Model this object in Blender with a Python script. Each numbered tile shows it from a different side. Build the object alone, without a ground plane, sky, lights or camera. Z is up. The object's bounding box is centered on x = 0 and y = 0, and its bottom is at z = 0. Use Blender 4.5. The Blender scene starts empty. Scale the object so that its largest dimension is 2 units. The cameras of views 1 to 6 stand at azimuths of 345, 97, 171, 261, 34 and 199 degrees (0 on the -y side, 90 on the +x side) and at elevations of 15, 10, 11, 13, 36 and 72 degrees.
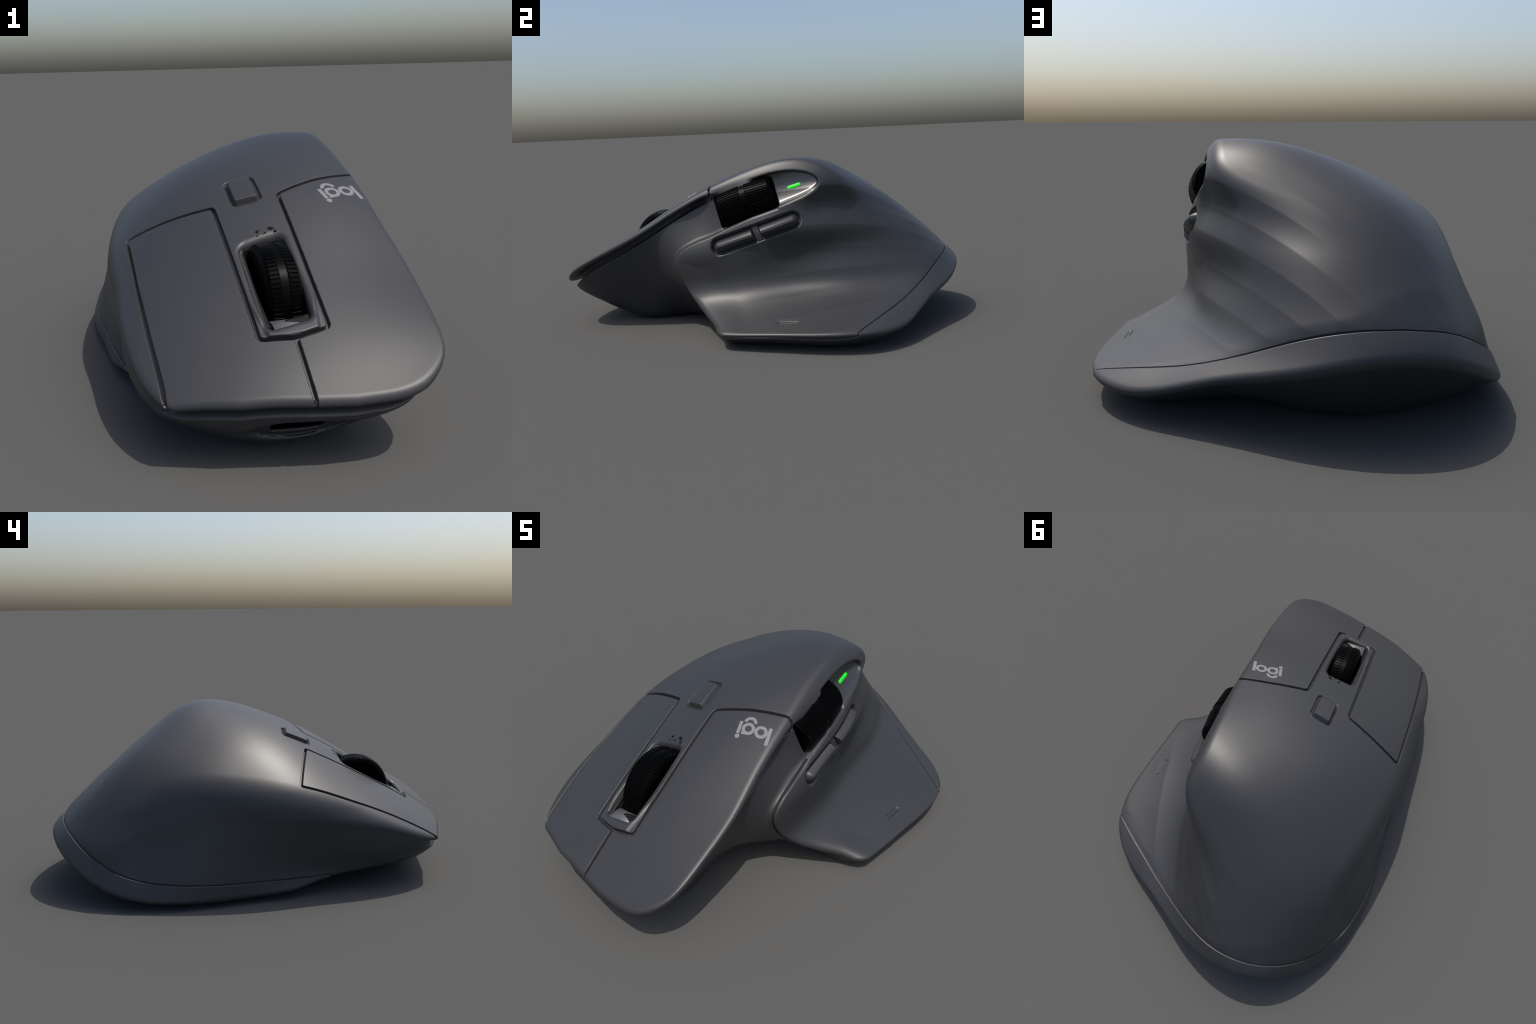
"""Ergonomic wireless computer mouse, built from spline-controlled shell surfaces.

The body is the intersection of a few smooth shells (palm top, thumb side, rim, belly),
each one a cubic B-spline surface over a coarse net of control stations.  The solid is
polygonised once, the panel seams / button gaps / finger flutes are pressed into it and it
is then separated into its parts, which share border vertices and normals.
Frame: metres, nose towards -y, thumb side towards +x, z up.
"""
import bpy, bmesh, math
import numpy as np
from mathutils import Vector, Matrix

# ------------------------------------------------------------------ control stations (mm)
# height of the palm shell: one row per station across (x), values along the length (y)
PALM_TOP = [
    [-225, -220, -99, 9, 87, 114, 78, -63, -335, -585, -787, -843],
    [-114, -87, 60, 189, 277, 327, 328, 260, -12, -286, -454, -496],
    [-23, 35, 198, 345, 442, 529, 535, 549, 349, 53, -110, -193],
    [40, 126, 284, 419, 538, 660, 710, 650, 625, 412, 177, 28],
    [74, 132, 326, 474, 616, 733, 779, 776, 663, 407, 231, 154],
    [124, 162, 356, 481, 653, 761, 816, 859, 576, 455, 256, 200],
    [190, 236, 361, 455, 608, 723, 846, 782, 441, 363, 233, 193],
    [242, 249, 353, 454, 565, 669, 758, 696, 471, 318, 183, 153],
    [276, 256, 349, 445, 540, 626, 680, 644, 483, 310, 147, 101],
    [303, 264, 347, 434, 516, 582, 623, 608, 477, 309, 122, 46],
]
# reach of the thumb side in x: one row per station along the length (y), values from the table up (z)
THUMB_SIDE = [
    [558, 476, 395, 235, 292, 364, 401, 354, 277, 202, 155, 134],
    [687, 531, 364, 212, 264, 323, 370, 332, 260, 191, 153, 143],
    [813, 598, 331, 200, 237, 280, 333, 308, 243, 180, 153, 152],
    [928, 690, 308, 220, 241, 256, 280, 277, 230, 171, 155, 160],
    [1060, 850, 383, 321, 350, 347, 266, 283, 266, 209, 201, 206],
    [1117, 955, 515, 367, 350, 359, 331, 285, 290, 222, 213, 210],
    [1134, 1009, 629, 330, 315, 313, 384, 302, 345, 260, 227, 211],
    [1095, 1005, 721, 339, 330, 270, 305, 245, 307, 258, 212, 189],
    [954, 893, 678, 291, 249, 183, 182, 104, 125, 140, 110, 91],
    [795, 749, 576, 233, 140, 111, 104, 2, -19, 4, -4, -9],
    [627, 593, 454, 158, 39, 21, 5, -92, -143, -136, -125, -110],
    [455, 433, 326, 73, -50, -74, -101, -186, -260, -276, -250, -212],
]
# plan radius of the rim about its centre: one row per bearing, values from the table up (z)
RIM = [
    [1286, 1339, 1388, 1439, 1445, 1418, 1371, 1336],
    [1263, 1294, 1336, 1382, 1388, 1367, 1343, 1321],
    [1216, 1226, 1252, 1318, 1320, 1300, 1289, 1279],
    [1108, 1073, 1044, 1160, 1141, 1129, 1132, 1128],
    [856, 818, 747, 799, 801, 832, 839, 841],
    [756, 725, 675, 672, 685, 697, 707, 714],
    [692, 642, 624, 618, 614, 601, 617, 624],
    [679, 638, 635, 611, 589, 563, 561, 573],
    [710, 679, 661, 625, 596, 565, 549, 564],
    [770, 753, 706, 658, 609, 600, 587, 585],
    [840, 824, 784, 728, 658, 653, 640, 622],
    [906, 889, 861, 819, 759, 705, 676, 653],
    [931, 913, 887, 849, 791, 707, 666, 646],
    [928, 906, 876, 816, 723, 650, 621, 615],
    [912, 879, 835, 723, 596, 561, 564, 577],
    [915, 858, 781, 617, 502, 504, 533, 565],
    [933, 847, 718, 541, 477, 494, 535, 578],
    [973, 880, 733, 568, 528, 545, 584, 627],
    [950, 871, 762, 621, 565, 568, 598, 633],
    [895, 829, 748, 651, 594, 583, 598, 622],
    [856, 805, 748, 687, 641, 623, 625, 637],
    [840, 804, 767, 731, 700, 681, 675, 675],
    [910, 889, 868, 849, 830, 815, 805, 799],
    [1079, 1070, 1063, 1055, 1046, 1036, 1027, 1018],
]
# height of the underside: one row per station across (x), values along the length (y)
BELLY = [
    [662, 512, 170, -145, -247, -212, -154, 4, 244, 389],
    [607, 517, 217, 12, -111, -31, 9, 44, 315, 554],
    [448, 377, 115, 142, 126, 59, 56, 71, 392, 641],
    [354, 230, -66, 1, 149, 98, -25, -93, 426, 742],
    [301, 247, 42, -68, -10, 37, 44, -75, 420, 732],
    [280, 261, 87, -49, -108, -91, -37, 160, 355, 596],
    [298, 324, 193, 92, 2, -15, -102, 112, 353, 503],
    [415, 460, 341, 245, 198, 197, 194, 267, 465, 534],
    [452, 497, 368, 262, 273, 289, 287, 351, 485, 495],
]
# reach of the recessed wall under the button plate: rows along y, values from the table up (z)
INNER_WALL = [
    [69, 75, 148, 202, 236, 243, 252],
    [47, 72, 167, 235, 264, 257, 250],
    [29, 60, 192, 275, 290, 267, 246],
    [25, 23, 179, 290, 298, 268, 242],
    [36, 67, 152, 251, 280, 259, 236],
    [-29, 37, 155, 244, 257, 239, 230],
    [-125, -81, 275, 309, 232, 221, 234],
    [-122, 25, 494, 305, 214, 236, 254],
    [110, 284, 401, 312, 305, 291, 277],
    [251, 342, 340, 344, 349, 315, 284],
    [336, 360, 324, 328, 331, 311, 287],
    [371, 367, 316, 305, 305, 295, 284],
    [378, 367, 310, 290, 286, 280, 278],
    [375, 363, 304, 281, 275, 270, 271],
    [369, 358, 298, 274, 267, 262, 263],
]

# ------------------------------------------------------------------ spline tools
def cubic_weights(t):
    return ((1-t)**3/6, (3*t**3-6*t**2+4)/6, (-3*t**3+3*t**2+3*t+1)/6, t**3/6)

def cubic_slopes(t):
    return (-(1-t)**2/2, (9*t**2-12*t)/6, (-9*t**2+6*t+3)/6, t**2/2)

class Shell:
    """Uniform cubic B-spline surface value(a, b) from a net of control values."""
    def __init__(self, a0, a1, b0, b1, rows, wrap=False):
        c = np.array(rows, float)*.001
        if wrap:
            c = np.vstack([c, c[:3]])
        self.c, self.a0, self.b0 = c, a0, b0
        self.na, self.nb = c.shape[0]-3, c.shape[1]-3
        self.ha, self.hb = (a1-a0)/self.na, (b1-b0)/self.nb
    def __call__(self, a, b):
        u = np.clip((a-self.a0)/self.ha, 0, self.na-1e-9)
        v = np.clip((b-self.b0)/self.hb, 0, self.nb-1e-9)
        i, j = u.astype(np.int32), v.astype(np.int32)
        u, v = u-i, v-j
        wu, wv, du, dv = cubic_weights(u), cubic_weights(v), cubic_slopes(u), cubic_slopes(v)
        r = np.zeros_like(u); ga = np.zeros_like(u); gb = np.zeros_like(u)
        flat, w = self.c.ravel(), self.c.shape[1]
        for p in range(4):
            row = np.zeros_like(u); rowb = np.zeros_like(u)
            for q in range(4):
                c = flat[(i+p)*w+j+q]
                row += wv[q]*c
                rowb += dv[q]*c
            r += wu[p]*row
            ga += du[p]*row
            gb += wu[p]*rowb
        return r, ga/self.ha, gb/self.hb

def smax(a, b, k):
    h = np.maximum(k-np.abs(a-b), 0)/k
    return np.maximum(a, b)+h*h*k*.25

def smin(a, b, k):
    return -smax(-a, -b, k)

def sstep(e0, e1, x):
    t = np.clip((x-e0)/(e1-e0), 0, 1)
    return t*t*(3-2*t)

def polygon_distance(px, py, poly):
    d = np.full(px.shape, 1e9); s = np.ones(px.shape)
    for k in range(len(poly)):
        (ax, ay), (bx, by) = poly[k], poly[k-1]
        ex, ey = bx-ax, by-ay
        wx, wy = px-ax, py-ay
        t = np.clip((wx*ex+wy*ey)/(ex*ex+ey*ey), 0, 1)
        d = np.minimum(d, (wx-ex*t)**2+(wy-ey*t)**2)
        c1, c2, c3 = py >= ay, py < by, ex*wy > ey*wx
        s = np.where((c1 & c2 & c3) | (~c1 & ~c2 & ~c3), -s, s)
    return s*np.sqrt(d)

def round_corners(points, n=2, closed=True):
    p = np.array(points, float)
    for _ in range(n):
        if closed:
            q = np.roll(p, -1, 0)
            p = np.stack([.75*p+.25*q, .25*p+.75*q], 1).reshape(-1, p.shape[1])
        else:
            a, b = p[:-1], p[1:]
            p = np.vstack([p[:1], np.stack([.75*a+.25*b, .25*a+.75*b], 1).reshape(-1, p.shape[1])[1:-1], p[-1:]])
    return p

def rounded_box_2d(u, v, hu, hv, r):
    qu, qv = np.abs(u)-hu+r, np.abs(v)-hv+r
    return np.minimum(np.maximum(qu, qv), 0)+np.hypot(np.maximum(qu, 0), np.maximum(qv, 0))-r

PI = math.pi
palm = Shell(-.8, .8, -1.1, 1.1, PALM_TOP)
thumb = Shell(-1.0, 1.1, 0, .9, THUMB_SIDE)
rim = Shell(-PI, PI, 0, .5, RIM, wrap=True)
belly = Shell(-.8, .8, -1.1, 1.1, BELLY)
inner = Shell(-1.0, .5, 0, .8, INNER_WALL)

# front edge of the button plates, seen from above
NOSE = np.array([(-0.75, -0.66), (-0.62, -0.745), (-0.54, -0.832), (-0.35, -0.912), (-0.157, -0.962), (-0.05, -0.985), (0.05, -0.997), (0.15, -1.0), (0.3, -1.0), (0.45, -0.99)]
)
# thumb-rest pad, seen from the side (y, z)
PAD = round_corners([(-.155,-.2),(-.14,.04),(-.16,.072),(-.2,.092),(-.282,.149),(-.34,.226),(-.372,.28),(-.389,.328),(-.384,.374),(-.347,.413),(-.28,.446),(-.20,.473),(-.144,.502),(.12,.606),(.27,.664),(.315,.695),(.31,.725),(.27,.76),(.2,.77),(.2,1.2),(1.3,1.2),(1.3,-.2)]
, 2)
LIP = 0.031
RIM_X, RIM_Y = -.02, .22
# seam between shells and base band, from the thumb wing round the heel to the far side
BAND = [(0.575, -0.105, 0.066), (0.595, -0.080, 0.066), (0.622, -0.020, 0.066), (0.650, 0.100, 0.066), (0.660, 0.300, 0.066), (0.664, 0.400, 0.067), (0.668, 0.480, 0.075), (0.663, 0.486, 0.111), (0.575, 0.551, 0.127), (0.466, 0.630, 0.150), (0.368, 0.701, 0.177), (0.235, 0.790, 0.227), (0.168, 0.832, 0.256), (0.071, 0.884, 0.295), (-0.043, 0.929, 0.323), (-0.147, 0.946, 0.330), (-0.256, 0.937, 0.319), (-0.361, 0.902, 0.294), (-0.448, 0.850, 0.250), (-0.524, 0.770, 0.199), (-0.583, 0.680, 0.153), (-0.628, 0.566, 0.126), (-0.651, 0.459, 0.115), (-0.661, 0.362, 0.109), (-0.662, 0.293, 0.107), (-0.659, 0.287, 0.104), (-0.646, 0.147, 0.098), (-0.630, 0.003, 0.094), (-0.614, -0.137, 0.092), (-0.593, -0.285, 0.091)]
_heel = np.array(BAND)[7:-5]
_t = np.arctan2(_heel[:, 0]-RIM_X, _heel[:, 1]-RIM_Y); _o = np.argsort(_t)
BAND_TH, BAND_Z = _t[_o], _heel[_o, 2]

# thumb wheel axis
AX0, AX1 = np.array((.235, -.158, .580)), np.array((.235, .105, .660))
AXD = (AX1-AX0)/np.linalg.norm(AX1-AX0)
AXM = (AX0+AX1)/2
AXN = np.array((0, -AXD[2], AXD[1]))

def parts_of_field(P):
    x, y, z = P[..., 0], P[..., 1], P[..., 2]
    th = np.arctan2(x-RIM_X, y-RIM_Y); r = np.hypot(x-RIM_X, y-RIM_Y)
    T, a, b = palm(x, y); nT = 1/np.sqrt(1+a*a+b*b)
    S, a, b = thumb(y, z); dS = (x-S)/np.sqrt(1+a*a+b*b)
    R, a, b = rim(th, z); dR = (r-R)/np.sqrt(1+b*b+(a/np.maximum(r, .2))**2)
    lean = np.maximum(z-np.interp(th, BAND_TH, BAND_Z), 0)*sstep(-1.05, -.6, th)*(1-sstep(1.25, 1.5, th))
    dR = dR-.45*lean                               # the rim only shapes the band at the heel
    U, a, b = belly(x, y); dU = (U-z)/np.sqrt(1+a*a+b*b)
    F, a, b = inner(y, z); dI = (x-F)/np.sqrt(1+a*a+b*b)
    s = (y-AXM[1])*AXD[1]+(z-AXM[2])*AXD[2]
    n = -(y-.199)*.29+(z-.691)*.957
    flat = sstep(-.02, .1, s)                      # slightly dished indicator panel behind the thumb wheel
    dI = dI*(1-flat)+(x-(.262-.42*n+3.0*n*n))*.9*flat
    dN = (np.interp(x, NOSE[:, 0], NOSE[:, 1])-y)*.97
    dT = (z-T)*nT
    nose = smax(dN, dS, .16)
    top = smax(dT, dS, .032+.26*sstep(.36, .95, y))
    hull = smax(top, nose, .014)
    hull = smax(hull, dR, .018+.07*sstep(-.9, -.3, y)*sstep(.0, -.3, x)*sstep(.25, .4, z))
    under = smax(dU, -z, .03)
    hull = smax(hull, under, .025)
    drop = T-LIP-.022*sstep(-.26, -.12, y)-z
    channel = .028*(1-sstep(.030, .040, drop))*(1-sstep(-.32, -.18, y))
    wall = smax(dI, dN+.012+.42*np.clip(drop-.03, 0, .25), .12)+channel
    dP = polygon_distance(y, z, PAD)
    cut = smin(smin(wall, drop*nT, .008), dP, .014)
    body = smax(hull, cut, .014+.04*sstep(.24, .1, z))
    body = np.maximum(body, smax(cut, dR, .002+.16*sstep(.30, .44, x)*(1-sstep(.05, .3, y))))      # rounded wing tip
    # scroll wheel slot
    slot = rounded_box_2d(x+.1575, y+.599, .0735, .158, .028)
    slot2 = slot
    slot = np.maximum(slot, T-.016-.014*sstep(-.218, -.212, x)-.06*sstep(-.715, -.70, y)*sstep(-.212, -.200, x)-z)
    body = smax(body, -slot, .016)
    # thumb wheel opening
    n = (y-AXM[1])*AXN[1]+(z-AXM[2])*AXN[2]
    side = np.maximum(rounded_box_2d(s, n, .146, .079, .012), .12-x)
    body = smax(body, -side, .006)
    # charging port
    port = np.maximum(rounded_box_2d(x+.179, z-.1210, .074, .0185, .012), y+.72)
    dish = np.hypot((x+.155)/.145, (z-.112)/.042)-1
    body = smax(body, -np.maximum(np.maximum(dish*.042, -.014-body), y+.62), .018)
    shell = body
    body = smax(body, -port, .005)
    return dict(body=body, slot2=slot2, shell=shell, dT=dT, dS=dS, dR=dR, under=under, cut=cut, wall=wall, dP=dP, slot=slot, side=side, port=port, s=s, n=n, T=T, nose=nose)

def field(P, chunk=400000):
    flat = P.reshape(-1, 3)
    out = np.empty(len(flat))
    for k in range(0, len(flat), chunk):
        out[k:k+chunk] = parts_of_field(flat[k:k+chunk])["body"]
    return out.reshape(P.shape[:-1])

def gradient(P, e=.0008):
    g = np.empty_like(P)
    for k in range(3):
        d = np.zeros(3); d[k] = e
        g[:, k] = (field(P+d)-field(P-d))/(2*e)
    return g

def settle(P, steps=2, e=.0006):
    for _ in range(steps):
        f = field(P); g = np.empty_like(P)
        for k in range(3):
            d = np.zeros(3); d[k] = e
            g[:, k] = (field(P+d)-f)/e
        step = f/np.maximum((g*g).sum(1), .25)
        P = P-g*np.clip(step, -.006, .006)[:, None]
    return P

# ------------------------------------------------------------------ polygonise (surface nets in a narrow band)
def polygonise(h=.008, block=4):
    lo = np.array((-.72, -1.06, -.024)); hi = np.array((.74, 1.06, .90))
    n = np.ceil((hi-lo)/(h*block)).astype(int)
    ax = [lo[k]+h*block*np.arange(n[k]+1) for k in range(3)]
    coarse = field(np.stack(np.meshgrid(*ax, indexing="ij"), -1))
    near = np.abs(coarse) < h*block*1.9
    cell = np.zeros(n, bool)
    for a in (0, 1):
        for b in (0, 1):
            for c in (0, 1):
                cell |= near[a:n[0]+a, b:n[1]+b, c:n[2]+c]
    N = n*block+1
    F = np.repeat(np.repeat(np.repeat(coarse, block, 0), block, 1), block, 2)[:N[0], :N[1], :N[2]].copy()
    fine = np.zeros(N, bool)
    big = np.repeat(np.repeat(np.repeat(cell, block, 0), block, 1), block, 2)
    fine[:-1, :-1, :-1] |= big; fine[1:, :-1, :-1] |= big; fine[:-1, 1:, :-1] |= big; fine[:-1, :-1, 1:] |= big
    fine[1:, 1:, :-1] |= big; fine[1:, :-1, 1:] |= big; fine[:-1, 1:, 1:] |= big; fine[1:, 1:, 1:] |= big
    idx = np.argwhere(fine)
    F[fine] = field(lo+h*idx)
    inside = F < 0
    M = N-1
    acc = np.zeros((*M, 3), np.float32); cnt = np.zeros(M, np.int16)
    off = [np.array(o) for o in ((0, 0), (0, 1), (1, 0), (1, 1))]
    for k in range(3):
        o1, o2 = [q for q in range(3) if q != k]
        for oo in off:
            sl0 = [None]*3
            sl0[k] = slice(0, M[k]); sl0[o1] = slice(oo[0], M[o1]+oo[0]); sl0[o2] = slice(oo[1], M[o2]+oo[1])
            sl1 = list(sl0); sl1[k] = slice(1, N[k])
            A, B = F[tuple(sl0)], F[tuple(sl1)]
            cross = (A < 0) != (B < 0)
            w = np.argwhere(cross)
            t = A[cross]/(A[cross]-B[cross])
            p = np.zeros((len(w), 3), np.float32)
            p[:, k] = t; p[:, o1] = oo[0]; p[:, o2] = oo[1]
            acc[cross] += p
            cnt[cross] += 1
    used = cnt > 0
    ids = np.full(M, -1, np.int64)
    cells = np.argwhere(used)
    ids[used] = np.arange(len(cells))
    V = lo+h*(cells+acc[used]/cnt[used][:, None])
    quads = []
    for k in range(3):
        o1, o2 = (k+1) % 3, (k+2) % 3
        sl0 = [slice(1, M[q]) for q in range(3)]; sl1 = list(sl0)
        sl0[k] = slice(0, M[k]); sl1[k] = slice(1, N[k])
        A, B = inside[tuple(sl0)], inside[tuple(sl1)]
        for up in (True, False):
            w = np.argwhere(A & ~B if up else ~A & B)
            w += 1; w[:, k] -= 1
            def pick(a, b):
                q = w.copy(); q[:, o1] -= a; q[:, o2] -= b
                return ids[q[:, 0], q[:, 1], q[:, 2]]
            q = np.stack([pick(1, 1), pick(0, 1), pick(0, 0), pick(1, 0)], 1)
            quads.append(q if up else q[:, ::-1])
    Q = np.vstack(quads)
    return V, Q[(Q >= 0).all(1)]

def relax(V, Q, rounds=2):
    """Even the vertex spacing while staying on the surface."""
    e = np.vstack([Q[:, [0, 1]], Q[:, [1, 2]], Q[:, [2, 3]], Q[:, [3, 0]]])
    for _ in range(rounds):
        s = np.zeros_like(V); c = np.zeros(len(V))
        for a, b in ((0, 1), (1, 0)):
            for k in range(3):
                s[:, k] += np.bincount(e[:, a], V[e[:, b], k], len(V))
            c += np.bincount(e[:, a], minlength=len(V))
        V = settle(V*.4+.6*s/np.maximum(c, 1)[:, None], 1)
    return V

def split_quads(V, Q, sel=None):
    """Each selected quad becomes four; an unselected neighbour takes the new edge points in as a fan."""
    if sel is None:
        sel = np.ones(len(Q), bool)
    e = np.stack([Q, np.roll(Q, -1, 1)], -1)
    key = np.sort(e, -1); code = key[..., 0]*(len(V)+1)+key[..., 1]
    uniq = np.unique(code[sel])
    n0 = len(V)
    ends = np.stack([uniq // (len(V)+1), uniq % (len(V)+1)], 1)
    mid = V[ends].mean(1)
    pos = np.minimum(np.searchsorted(uniq, code), len(uniq)-1)
    has = uniq[pos] == code
    m = np.where(has, n0+pos, -1)
    centre = V[Q[sel]].mean(1)
    ci = n0+len(mid)+np.arange(len(centre))
    q, ms = Q[sel], m[sel]
    new = [np.stack([q[:, k], ms[:, k], ci, ms[:, k-1]], 1) for k in range(4)]
    V2 = np.vstack([V, mid, centre])
    rest, mr = Q[~sel], m[~sel]
    touched = (mr >= 0).any(1)
    keep = [*new, rest[~touched]]
    tris = []
    for qq, mm in zip(rest[touched], mr[touched]):
        loop = []
        for k in range(4):
            loop.append(qq[k])
            if mm[k] >= 0:
                loop.append(mm[k])
        tris.append(tuple(loop))
    return V2, np.vstack(keep), tris

# ------------------------------------------------------------------ seams and gaps
def on_body(points, steps=6):
    return settle(np.array(points, float), steps)

def resample(p, step=.004):
    d = np.r_[0, np.cumsum(np.linalg.norm(np.diff(p, axis=0), axis=1))]
    t = np.linspace(0, d[-1], max(2, int(d[-1]/step)))
    return np.stack([np.interp(t, d, p[:, k]) for k in range(p.shape[1])], 1)

def top_path(points, n=2):
    p = resample(round_corners(points, n, closed=False), .006)
    z = palm(p[:, 0], p[:, 1])[0]
    return np.c_[p, z]

# panel seams on top, in plan
PLATE_REAR = [(.30, -.195), (.262, -.204), (0.114, -0.237), (-.048, -.280), (-.055, -.790), (-.155, -.796), (-.256, -.771), (-.266, -.242), (-.410, -.197), (-.555, -.152), (-0.554, -0.413), (-0.546, -0.619), (-0.535, -0.790), (-.538, -.832)]
def with_corners(points, r=.03):
    """Keep the sides straight and round only near each corner."""
    out = [points[0]]
    for a, b, c in zip(points[:-2], points[1:-1], points[2:]):
        a, b, c = map(np.array, (a, b, c))
        out += [tuple(b+(a-b)/np.linalg.norm(a-b)*r), tuple(b), tuple(b+(c-b)/np.linalg.norm(c-b)*r)]
    return out+[points[-1]]
FRAME = round_corners([(-.055, -.28), (-.055, -.79), (-.155, -.796), (-.256, -.771), (-.266, -.28)], 1)
AREA_L = [(-.048, -.28), (.264, -.204), (.5, -.15), (.5, -1.2), (-.157, -1.2), (-.157, -.8), (-.055, -.79)]
AREA_R = [(-.266, -.242), (-.555, -.152), (-0.554, -0.413), (-0.546, -0.619), (-0.535, -0.790), (-.54, -.832), (-.56, -1.2), (-.157, -1.2), (-.157, -.8), (-.256, -.771)]
band_path = on_body(resample(round_corners(BAND, 1, closed=False), .008))
_th = np.arctan2(band_path[:, 0]-RIM_X, band_path[:, 1]-RIM_Y); _o = np.argsort(_th)
SEAM_TH, SEAM_Z = _th[_o], band_path[_o, 2]
SPLIT = top_path([(-.155, -.796), (-.157, -.94)])
SPLIT = np.vstack([SPLIT, on_body([(-.157, -.955, .235), (-.157, -.965, .215), (-.157, -.965, .19)])])
CORNER = on_body([(-.538, -.825, .215), (-.538, -.842, .20), (-.538, -.842, .185)])
RIDGE_END = on_body([(.255, -.207, .69), (.268, -.203, .675), (.27, -.201, .655), (.268, -.20, .64)])
PAD_EDGE = on_body(resample(round_corners(np.array([(.308, -.150, .492), (.309, -.201, .469), (.313, -.28, .441), (.312, -.345, .410), (.308, -.380, .369), (.306, -.386, .328), (.307, -.372, .28), (.312, -.342, .226), (.331, -.312, .18), (.36, -.282, .149), (.42, -.235, .118)])+np.array((0, -.002, .0)), 1, closed=False), .008))
SEAMS = [(top_path(with_corners(PLATE_REAR)), .0062, .017), (SPLIT, .0062, .017), (CORNER, .0062, .014), (RIDGE_END, .0062, .014), (band_path, .0028, .005), (PAD_EDGE, .0035, .010)]


def path_distance(P, path, reach):
    """Distance to a polyline for the points within reach of it."""
    d = np.full(len(P), 9.)
    lo, hi = path.min(0)-reach, path.max(0)+reach
    near = np.flatnonzero(((P > lo) & (P < hi)).all(1))
    if not len(near):
        return d
    Q = P[near]; best = np.full(len(Q), 81.)
    for s in range(0, len(path)-1, 24):
        seg = path[s:s+25]
        l, h = seg.min(0)-reach, seg.max(0)+reach
        c = np.flatnonzero(((Q > l) & (Q < h)).all(1))
        if not len(c):
            continue
        a, b = seg[:-1], seg[1:]
        ab = b-a
        w = Q[c][:, None]-a[None]
        t = np.clip((w*ab).sum(-1)/(ab*ab).sum(-1), 0, 1)
        dd = ((w-t[..., None]*ab)**2).sum(-1).min(1)
        best[c] = np.minimum(best[c], dd)
    d[near] = np.sqrt(best)
    return d

def button_frames(P):
    x, y, z = P.T
    mode = rounded_box_2d((x+.154)-.12*(y+.214)*0, y+.214+.13*(x+.154), .048, .066, .018)
    ca, sa = math.cos(math.radians(18)), math.sin(math.radians(18))
    u = (y-.0185)*ca+(z-.4795)*sa; v = -(y-.0185)*sa+(z-.4795)*ca
    ring = rounded_box_2d(u, v, .217, .036, .035)
    rib = np.abs(u-.008+.12*v)-.014
    mark = rounded_box_2d(y-.1765, (x-.5725)-.115*(y-.1765), .045, .0085, .0085)
    return mode, u, v, ring, rib, mark

def flute_phase(P):
    x, y, z = P.T
    return .43-8.04*x-.59*y+5.04*z+4.72*x*x-.83*y*y+4.06*z*z-1.95*x*y+1.67*x*z+.82*y*z

def relief(P, G):
    """Displacement along the outward normal."""
    x, y, z = P.T
    d = np.zeros(len(P))
    for path, half, depth in SEAMS:
        r = path_distance(P, path, half*2.2)
        d = np.minimum(d, -depth*(1-sstep(half*.55, half*1.25, r)))
    mode, u, v, ring, rib, mark = button_frames(P)
    onT = np.abs(G["dT"]) < .03
    m = np.where(mode > 0, -.012*(1-sstep(.0, .007, mode)), -.010+.023*sstep(-.001, -.014, mode))
    d = np.where(onT & (mode < .01), m, d)
    onS = (G["dP"] < .0) & (x > .25) & (G["dS"] > -.05)
    body_b = np.where(rib > .004, ring+.007, .001)
    gap = -.015*(1-sstep(-.002, .004, ring))
    rise = -.015+.036*np.sqrt(np.clip(-body_b/.024, 0, 1))*sstep(.004, .0075, rib)
    b = np.where(body_b < 0, rise, gap)
    b = np.where((rib < .0) & (ring < 0), -.003, b)
    d = np.where(onS & (ring < .006), b, d)
    mk = np.where(mark < -.0035, -.001, -.0045*(1-sstep(.001, .004, np.abs(mark+.001))))
    d = np.where(onS & (mark < .006) & (z < .2), mk, d)
    # rolled edge of the thumb rest along its front and upper border
    roll = .013*sstep(.0, -.016, G["dP"])*(1-sstep(.02, .15, -G["dP"]))*(1-sstep(.24, .34, y))*sstep(.05, .12, z)
    d += np.where((ring > .006) & (x > .22) & (G["dT"] < -.055), roll, 0)
    # the wheel frame stands a little proud of the plates at its nose
    frame = polygon_distance(x, y, FRAME)
    d += np.where(onT | (G["slot"] > -.03), .008*sstep(.002, -.010, frame)*sstep(-.60, -.76, y)*sstep(-.06, -.02, G["dT"]), 0)
    # the base band stands slightly proud of the shells above it
    sh = seam_height(P)
    d += .0045*(1-sstep(-.0045, .0005, z-sh))*sstep(.02, .05, z)*(sh > 0)
    f = flute_phase(P)
    t = f-np.floor(f)
    mask = sstep(-.12, .2, y)*(1+.5*sstep(.36, .46, x))*(.35+.65*sstep(-.3, .05, x))*(1-sstep(.68, .76, z))*(1-sstep(-.03, .0, G["under"]))*sstep(.004, .03, seam_height(P)*-1+z)
    mask *= sstep(0, .03, ring)*sstep(-.55, -.3, x)*sstep(.004, .02, mark)
    d += .0016*mask*((2*t-1)**2-.33)
    return d

def seam_height(P):
    th = np.arctan2(P[:, 0]-RIM_X, P[:, 1]-RIM_Y)
    return np.interp(th, SEAM_TH, SEAM_Z, left=-1, right=-1)

# ------------------------------------------------------------------ body mesh
V, Q = polygonise()
V = relax(V, Q, 2)
V, Q, _ = split_quads(V, Q)
V = settle(V, 1)

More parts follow.
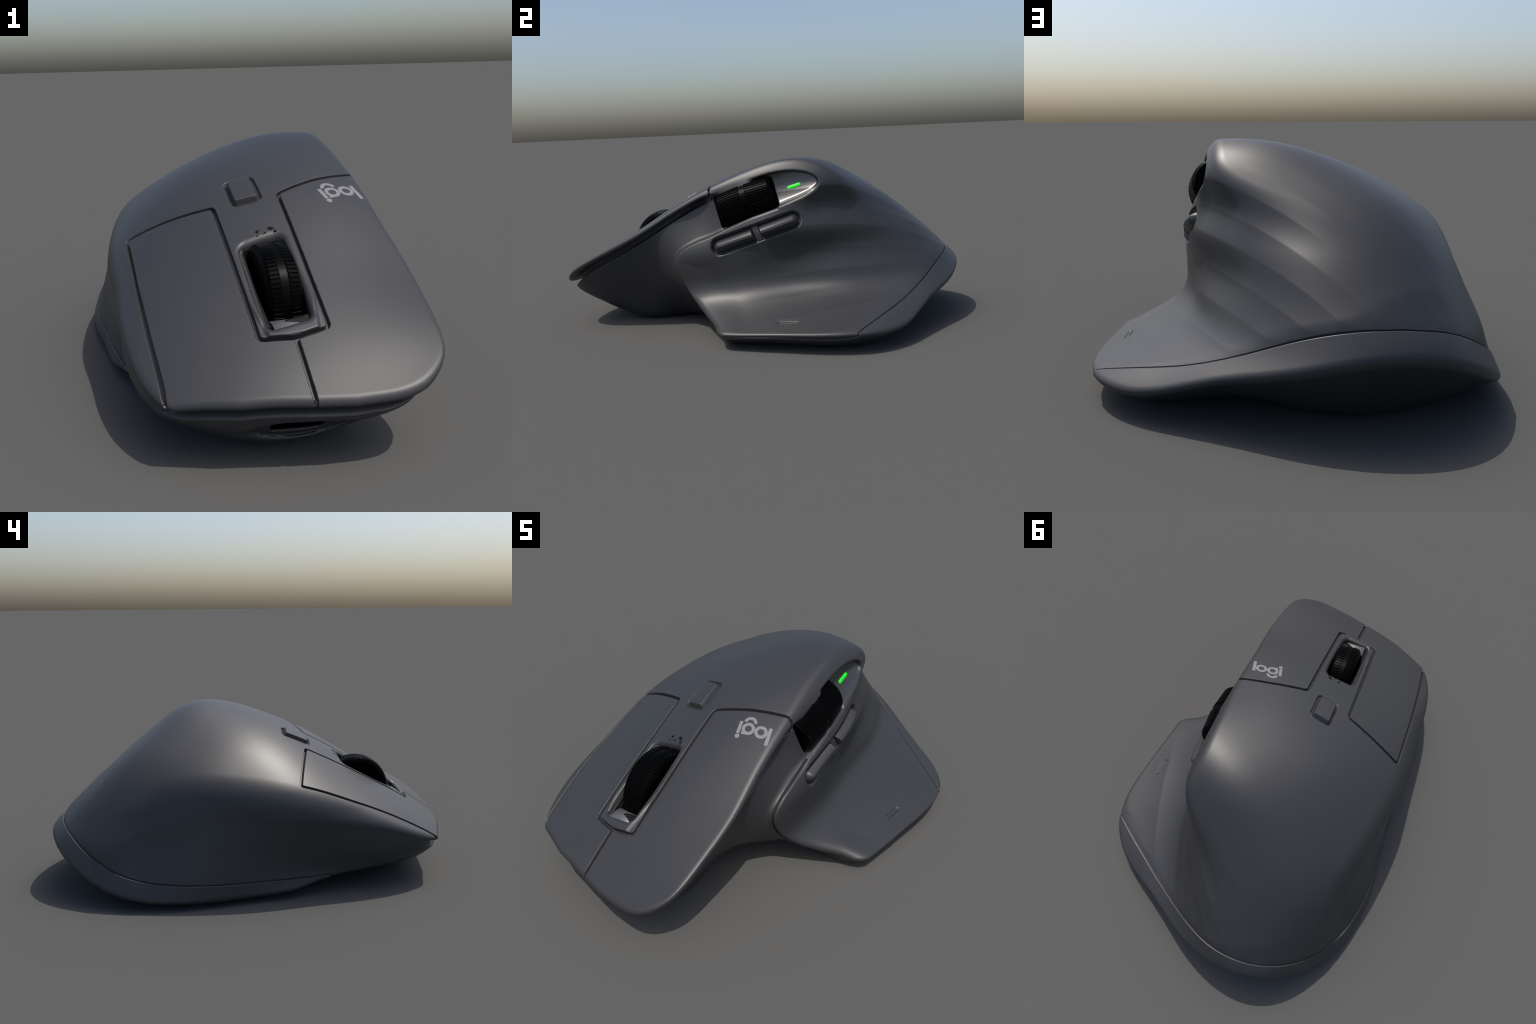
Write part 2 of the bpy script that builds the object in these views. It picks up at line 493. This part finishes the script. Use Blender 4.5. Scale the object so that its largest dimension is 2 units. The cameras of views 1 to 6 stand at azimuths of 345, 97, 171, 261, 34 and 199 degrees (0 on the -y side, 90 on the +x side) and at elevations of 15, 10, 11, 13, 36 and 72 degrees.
def fine_zone(P, grow):
    near = np.zeros(len(P), bool)
    for path, half, depth in SEAMS:
        near |= path_distance(P, path, half*1.3+grow) < half*1.3+grow
    mode, u, v, ring, rib, mark = button_frames(P)
    G = parts_of_field(P)
    near |= (np.abs(G["dT"]) < .03) & (mode < grow) & (mode > -.03)
    near |= (P[:, 0] > .25) & (P[:, 0] < .45) & (ring < grow)
    near |= (P[:, 0] > .5) & (mark < grow) & (P[:, 2] < .2)
    near |= (np.abs(G["slot"]) < .018) & (np.abs(G["dT"]) < .05)
    near |= (np.abs(G["side"]) < .01) & (P[:, 0] > .18)
    return near

ngons = []
centre = V[Q].mean(1)
V, Q, t = split_quads(V, Q, fine_zone(centre, .006)); ngons += t
V = settle(V, 1)
centre = V[Q].mean(1)
sizes = np.linalg.norm(V[Q[:, 0]]-V[Q[:, 2]], axis=1)
border = np.zeros(len(V), bool)
for t in ngons:
    border[list(t)] = True
V, Q, t2 = split_quads(V, Q, fine_zone(centre, .0) & (sizes < .0045) & ~border[Q].any(1))
ngons += t2
base = V.copy()
G = parts_of_field(V)
N = gradient(V); N /= np.maximum(np.linalg.norm(N, axis=1), 1e-6)[:, None]
V = V+N*relief(V, G)[:, None]

whole = bpy.data.meshes.new("body_source")
faces = [tuple(q) for q in Q.tolist()]+[tuple(int(i) for i in t) for t in ngons]
whole.from_pydata(V.tolist(), [], faces)
whole.update()
normals = np.empty(len(V)*3); whole.vertex_normals.foreach_get("vector", normals)
normals = normals.reshape(-1, 3)

# ------------------------------------------------------------------ materials
def material(name, colour, rough=.45, metal=0., spec=.5, grain=.0, grain_scale=300., mottle=.0, coat=0., emit=None):
    m = bpy.data.materials.new(name); m.use_nodes = True
    nt = m.node_tree; b = nt.nodes["Principled BSDF"]
    b.inputs["Roughness"].default_value = rough
    b.inputs["Metallic"].default_value = metal
    b.inputs["Specular IOR Level"].default_value = spec
    b.inputs["Coat Weight"].default_value = coat
    co = nt.nodes.new("ShaderNodeTexCoord")
    noise = nt.nodes.new("ShaderNodeTexNoise")
    noise.inputs["Scale"].default_value = 6.; noise.inputs["Detail"].default_value = 4.
    nt.links.new(co.outputs["Object"], noise.inputs["Vector"])
    ramp = nt.nodes.new("ShaderNodeValToRGB")
    c = np.array(colour)
    ramp.color_ramp.elements[0].position = .3; ramp.color_ramp.elements[1].position = .7
    ramp.color_ramp.elements[0].color = (*(c*(1-mottle)), 1); ramp.color_ramp.elements[1].color = (*(c*(1+mottle)), 1)
    nt.links.new(noise.outputs["Fac"], ramp.inputs["Fac"])
    nt.links.new(ramp.outputs["Color"], b.inputs["Base Color"])
    if grain:
        fine = nt.nodes.new("ShaderNodeTexNoise"); fine.inputs["Scale"].default_value = grain_scale
        nt.links.new(co.outputs["Object"], fine.inputs["Vector"])
        bump = nt.nodes.new("ShaderNodeBump"); bump.inputs["Strength"].default_value = grain; bump.inputs["Distance"].default_value = .001
        nt.links.new(fine.outputs["Fac"], bump.inputs["Height"])
        nt.links.new(bump.outputs["Normal"], b.inputs["Normal"])
    if emit:
        b.inputs["Emission Color"].default_value = (*colour, 1); b.inputs["Emission Strength"].default_value = emit
    return m

GREY = (.0285, .0289, .0306)
shell_mat = material("graphite_plastic", GREY, rough=.45, spec=.5, mottle=.02)
rubber_mat = material("graphite_rubber", GREY, rough=.45, spec=.5, mottle=.02)
base_mat = material("graphite_base", GREY, rough=.44, mottle=.02)
well_mat = material("black_cavity", (.006, .006, .006), rough=.5, spec=.2)
panel_mat = material("satin_graphite_panel", GREY, rough=.28, spec=.8)
tyre_mat = material("black_tyre", (.0009, .0009, .001), rough=.34, spec=.04)
metal_mat = material("brushed_steel", (.17, .165, .16), rough=.5, metal=.5)
green_mat = material("green_light", (.012, .70, .016), rough=.4, emit=.12)
print_mat = material("pale_print", (.17, .168, .175), rough=.5)

root = bpy.data.objects.new("computer_mouse", None)
root["label"] = "dark graphite ergonomic wireless mouse with thumb rest and two wheels"
root["category"] = "computer mouse"
bpy.context.scene.collection.objects.link(root)

def add(name, mesh, mat, parent=root):
    o = bpy.data.objects.new(name, mesh)
    bpy.context.scene.collection.objects.link(o)
    o.parent = parent
    if mat:
        mesh.materials.clear(); mesh.materials.append(mat)
    return o

# ------------------------------------------------------------------ separate the body by region
def region_of(P, C):
    """P: displaced face centres (unused), C: centres on the undisplaced body."""
    G = parts_of_field(C)
    x, y, z = C.T
    kind = np.full(len(C), "palm_shell", dtype=object)
    others = np.maximum.reduce([G["dT"], G["dS"], G["dR"]])
    top = G["dT"] > -.075
    kind[(G["dS"] > G["dT"]) & (G["dP"] < 0)] = "thumb_rest"
    inL = polygon_distance(x, y, AREA_L) < 0
    inR = polygon_distance(x, y, AREA_R) < 0
    kind[top & inL & (z > G["T"]-LIP-.006)] = "click_button"
    kind[top & inR & (z > G["T"]-LIP-.006)] = "click_button.001"
    wall = (G["cut"] > -.006) & (G["dP"] > -.004) & (z < G["T"]-LIP+.004)
    wall &= G["wall"] < .012
    kind[wall & (G["s"] > .10)] = "indicator_panel"
    kind[wall & (G["s"] <= .10)] = "side_wall"
    sh = seam_height(C)
    low = z < sh
    kind[(G["under"] > np.maximum.reduce([others, G["cut"]])-.002) | low] = "base"
    mode, u, v, ring, rib, mark = button_frames(C)
    kind[(np.abs(G["dT"]) < .03) & (mode < 0)] = "mode_button"
    sb = (ring < -.004) & (x > .25) & (x < .45) & (G["dP"] < 0) & (rib > .002)
    kind[sb & (u < 0)] = "side_button"; kind[sb & (u > 0)] = "side_button.001"
    kind[(mark < 0) & (z < .2) & (x > .5)] = "thumb_mark"
    kind[(G["slot"] > -.004) & (G["slot"] < .01) & ((G["dT"] < -.022) | (G["slot2"] < -.008)) & (G["slot2"] < .006) & (z > .1)] = "wheel_well"
    kind[(G["side"] > -.004) & (G["side"] < .01) & (x < .24) & (z > .4)] = "thumb_wheel_well"
    kind[(G["port"] > -.004) & (G["port"] < .01) & (G["shell"] < -.005) & (y < -.6) & (z < .2)] = "port_cavity"
    return kind

loop_tot = np.array([len(f) for f in faces])
centres = np.array([base[list(f)].mean(0) for f in faces])
kinds = region_of(None, centres)
MATS = dict(palm_shell=shell_mat, thumb_rest=rubber_mat, base=base_mat, side_wall=shell_mat, indicator_panel=panel_mat,
            wheel_well=well_mat, thumb_wheel_well=well_mat, port_cavity=well_mat)
order = ["palm_shell", "click_button", "click_button.001", "thumb_rest", "side_wall", "indicator_panel", "base", "mode_button",
         "side_button", "side_button.001", "thumb_mark", "wheel_well", "thumb_wheel_well", "port_cavity"]
names = {"thumb_wheel_well": "wheel_well", "base": "base_shell"}
for k in order:
    pick = np.flatnonzero(kinds == k)
    if not len(pick):
        print("EMPTY PART", k); continue
    fs = [faces[i] for i in pick]
    used = np.unique(np.concatenate([np.array(f) for f in fs]))
    remap = np.zeros(len(V), np.int64); remap[used] = np.arange(len(used))
    me = bpy.data.meshes.new(k)
    me.from_pydata(V[used].tolist(), [], [tuple(remap[list(f)].tolist()) for f in fs])
    me.update()
    me.polygons.foreach_set("use_smooth", np.ones(len(me.polygons), bool))
    me.normals_split_custom_set_from_vertices(normals[used].tolist())
    add(names.get(k, k.split(".")[0]), me, MATS.get(k.split(".")[0], shell_mat))
bpy.data.meshes.remove(whole)

# ------------------------------------------------------------------ wheels
def ribbed_wheel(name, radius, width, teeth, groove, band, crown=0., depth=.004, segs=6):
    """A wheel about its local x axis: two ribbed treads with a smooth band between."""
    n = teeth*segs
    prof = [(-width/2, radius*.55, 0), (-width/2, radius*.90, 0), (-width/2+.006, radius-.007, 0), (-width/2+.012, radius-.001, 1), (-band-.003, radius, 1),
            (-band, radius-.004, 0), (band, radius-.004, 0), (band+.003, radius, 1), (width/2-.012, radius-.001, 1), (width/2-.006, radius-.007, 0), (width/2, radius*.90, 0), (width/2, radius*.55, 0)]
    vs, fs = [], []
    for x, r, ribbed in prof:
        r -= crown*(2*x/width)**2
        for i in range(n):
            a = 2*PI*i/n
            ph = (i % segs)/segs
            rr = r-(depth*(1 if ph >= .55 else 0) if ribbed else 0)
            vs.append((x, rr*math.cos(a), rr*math.sin(a)))
    m = len(prof)
    for j in range(m-1):
        for i in range(n):
            k = (i+1) % n
            fs.append((j*n+i, j*n+k, (j+1)*n+k, (j+1)*n+i))
    fs.append(tuple(range(n))[::-1]); fs.append(tuple((m-1)*n+i for i in range(n)))
    me = bpy.data.meshes.new(name); me.from_pydata(vs, [], fs); me.update()
    bm = bmesh.new(); bm.from_mesh(me); bmesh.ops.recalc_face_normals(bm, faces=bm.faces); bm.to_mesh(me); bm.free()
    return me

scroll = add("scroll_wheel", ribbed_wheel("scroll_wheel", .170, .108, 74, .004, .012, crown=.006, depth=.003), tyre_mat)
scroll.location = (-.146, -.530, .386)
tw = add("thumb_wheel", ribbed_wheel("thumb_wheel", .100, .272, 46, .004, .014, crown=.010, depth=.003), tyre_mat)
tw.matrix_basis = Matrix.Translation(Vector(AXM)) @ Matrix.Rotation(math.atan2(AXD[2], AXD[1]), 4, "X") @ Matrix.Rotation(PI/2, 4, "Z")

def bent_plate(name, pts, x0, x1, thick, mat):
    """A plate bent along a (y, z) profile."""
    p = resample(round_corners(pts, 3, closed=False), .006)
    t = np.gradient(p, axis=0); t /= np.linalg.norm(t, axis=1)[:, None]
    q = p+np.c_[-t[:, 1], t[:, 0]]*thick
    ring = np.vstack([p, q[::-1]]); n = len(ring)
    vs = [(x, y, z) for x in (x0, x1) for y, z in ring]
    fs = [(i, (i+1) % n, n+(i+1) % n, n+i) for i in range(n)]
    m = len(p)
    for o in (0, n):
        for i in range(m-1):
            f = (o+i, o+i+1, o+n-2-i, o+n-1-i)
            fs.append(f if o else f[::-1])
    me = bpy.data.meshes.new(name); me.from_pydata(vs, [], fs); me.update()
    bm = bmesh.new(); bm.from_mesh(me); bmesh.ops.recalc_face_normals(bm, faces=bm.faces); bm.to_mesh(me); bm.free()
    me.shade_smooth()
    return add(name, me, mat)

bent_plate("wheel_cradle", [(-.757, .352), (-.747, .360), (-.725, .366), (-.697, .362)], -.205, -.092, .006, metal_mat)

# ------------------------------------------------------------------ indicator light
def pill(name, length, width, height, mat, n=10):
    """Rounded bar along local x with a domed top along local z."""
    bm = bmesh.new()
    out = []
    for s in range(2*n):
        a = PI*(s/(n-1)) if s < n else PI*((s-n)/(n-1))
        cx = (length-width)/2*(1 if s < n else -1)
        ang = -PI/2+a if s < n else PI/2+a
        out.append((cx+math.cos(ang)*width/2, math.sin(ang)*width/2))
    prev = None
    for h, inset in ((-height, 1.), (height*.5, 1.), (height*.85, .92), (height, .75)):
        ring = []
        for x, y in out:
            cx = math.copysign((length-width)/2, x)
            ring.append(bm.verts.new((cx+(x-cx)*inset, y*inset, h)))
        if prev:
            for i in range(len(ring)):
                bm.faces.new((prev[i], prev[(i+1) % len(ring)], ring[(i+1) % len(ring)], ring[i]))
        prev = ring
    bm.faces.new(prev)
    me = bpy.data.meshes.new(name); bmesh.ops.recalc_face_normals(bm, faces=bm.faces); bm.to_mesh(me); bm.free()
    me.shade_smooth()
    return add(name, me, mat)

def place_on_body(o, point, along, sink=0.):
    p = on_body([point])[0]
    n = Vector(gradient(np.array([p]))[0]).normalized()
    a = Vector(along); a = (a-n*a.dot(n)).normalized()
    b = n.cross(a)
    o.matrix_basis = Matrix.Translation(Vector(p)-n*sink) @ Matrix((a, b, n)).transposed().to_4x4()

led = pill("indicator_light", .066, .0165, .003, green_mat)
place_on_body(led, (.262, .1995, .691), (0, .957, .29))

# ------------------------------------------------------------------ printed lettering
LO = np.array((.229, -.275, .665))
LU = np.array((-.981, -.193, -.02)); LV = np.array((.226, -.853, -.467))
LU = LU-.05*LV; LU /= np.linalg.norm(LU)

def letter(strips, height=.0012):
    """strips: list of (inner path, outer path) in letter units, laid on the palm surface."""
    bm = bmesh.new()
    for inn, out, closed in strips:
        rows = []
        for frac in (0, .5, 1):
            rows.append([np.array(a)*(1-frac)+np.array(b)*frac for a, b in zip(inn, out)])
        grid = []
        for lift in (height, -.002):
            g = []
            for row in rows:
                uv = np.array(row)
                p = LO+uv[:, :1]*LU+uv[:, 1:]*LV
                p[:, 2] = palm(p[:, 0], p[:, 1])[0]+lift
                g.append([bm.verts.new(q) for q in p])
            grid.append(g)
        n = len(rows[0])
        seq = range(n if closed else n-1)
        for i in seq:
            k = (i+1) % n
            for r in (0, 1):
                bm.faces.new((grid[0][r][i], grid[0][r][k], grid[0][r+1][k], grid[0][r+1][i]))
            for r in (0, 2):
                bm.faces.new((grid[0][r][i], grid[0][r][k], grid[1][r][k], grid[1][r][i]))
        if not closed:
            for i in (0, n-1):
                for r in (0, 1):
                    bm.faces.new((grid[0][r][i], grid[0][r+1][i], grid[1][r+1][i], grid[1][r][i]))
    me = bpy.data.meshes.new("letter"); bmesh.ops.recalc_face_normals(bm, faces=bm.faces); bm.to_mesh(me); bm.free()
    return add("letter", me, print_mat)

def bar(u0, v0, u1, v1, n=8):
    t = np.linspace(0, 1, n)
    return ([(u0, v0+(v1-v0)*k) for k in t], [(u1, v0+(v1-v0)*k) for k in t], False)

def ring(cu, cv, r0, r1, a0=0., a1=360., n=40):
    closed = abs(a1-a0) >= 360
    t = np.radians(np.linspace(a0, a1, n, endpoint=not closed))
    return ([(cu+r0*math.cos(a), cv+r0*math.sin(a)) for a in t], [(cu+r1*math.cos(a), cv+r1*math.sin(a)) for a in t], closed)

letter([bar(0, 0, .0142, .076)])
letter([ring(.0415, .028, .0140, .0270)])
letter([ring(.0955, .0275, .0140, .0270), ([(.100, .0555), (.110, .0555), (.1195, .0555)], [(.106, .047), (.112, .043), (.1195, .045)], False),
        ring(.0955, .000, .0145, .0275, 183, 357, 26)])
letter([bar(.1255, 0, .1395, .055), ring(.1305, .0675, .0004, .0096)])

# ------------------------------------------------------------------ added dark slivers copying a mesh fault behind the scroll wheel
def sliver(points):
    bm = bmesh.new()
    top = [bm.verts.new((x, y, palm(np.array([x]), np.array([y]))[0][0]+.0008)) for x, y in points]
    low = [bm.verts.new((v.co.x, v.co.y, v.co.z-.004)) for v in top]
    bm.faces.new(top)
    for i in range(len(top)):
        bm.faces.new((top[i], low[i], low[i-1], top[i-1]))
    bmesh.ops.recalc_face_normals(bm, faces=bm.faces)
    me = bpy.data.meshes.new("mesh_fault_sliver"); bm.to_mesh(me); bm.free()
    add("mesh_fault_sliver", me, sliver_mat)

sliver_mat = material("mesh_fault_black", (.004, .004, .0045), rough=.6, spec=.1)  # black of inner mesh poking through the surface, not bare plastic
sliver([(-.126, -.416), (-.117, -.410), (-.103, -.421), (-.112, -.428)])
sliver([(-.110, -.435), (-.102, -.427), (-.098, -.436)])
sliver([(-.165, -.413), (-.156, -.410), (-.150, -.4135), (-.156, -.4165), (-.157, -.424), (-.163, -.419)])
sliver([(-.143, -.432), (-.135, -.425), (-.132, -.431)])
sliver([(-.166, -.432), (-.160, -.427), (-.161, -.433)])

print("BODY", len(V), len(faces))
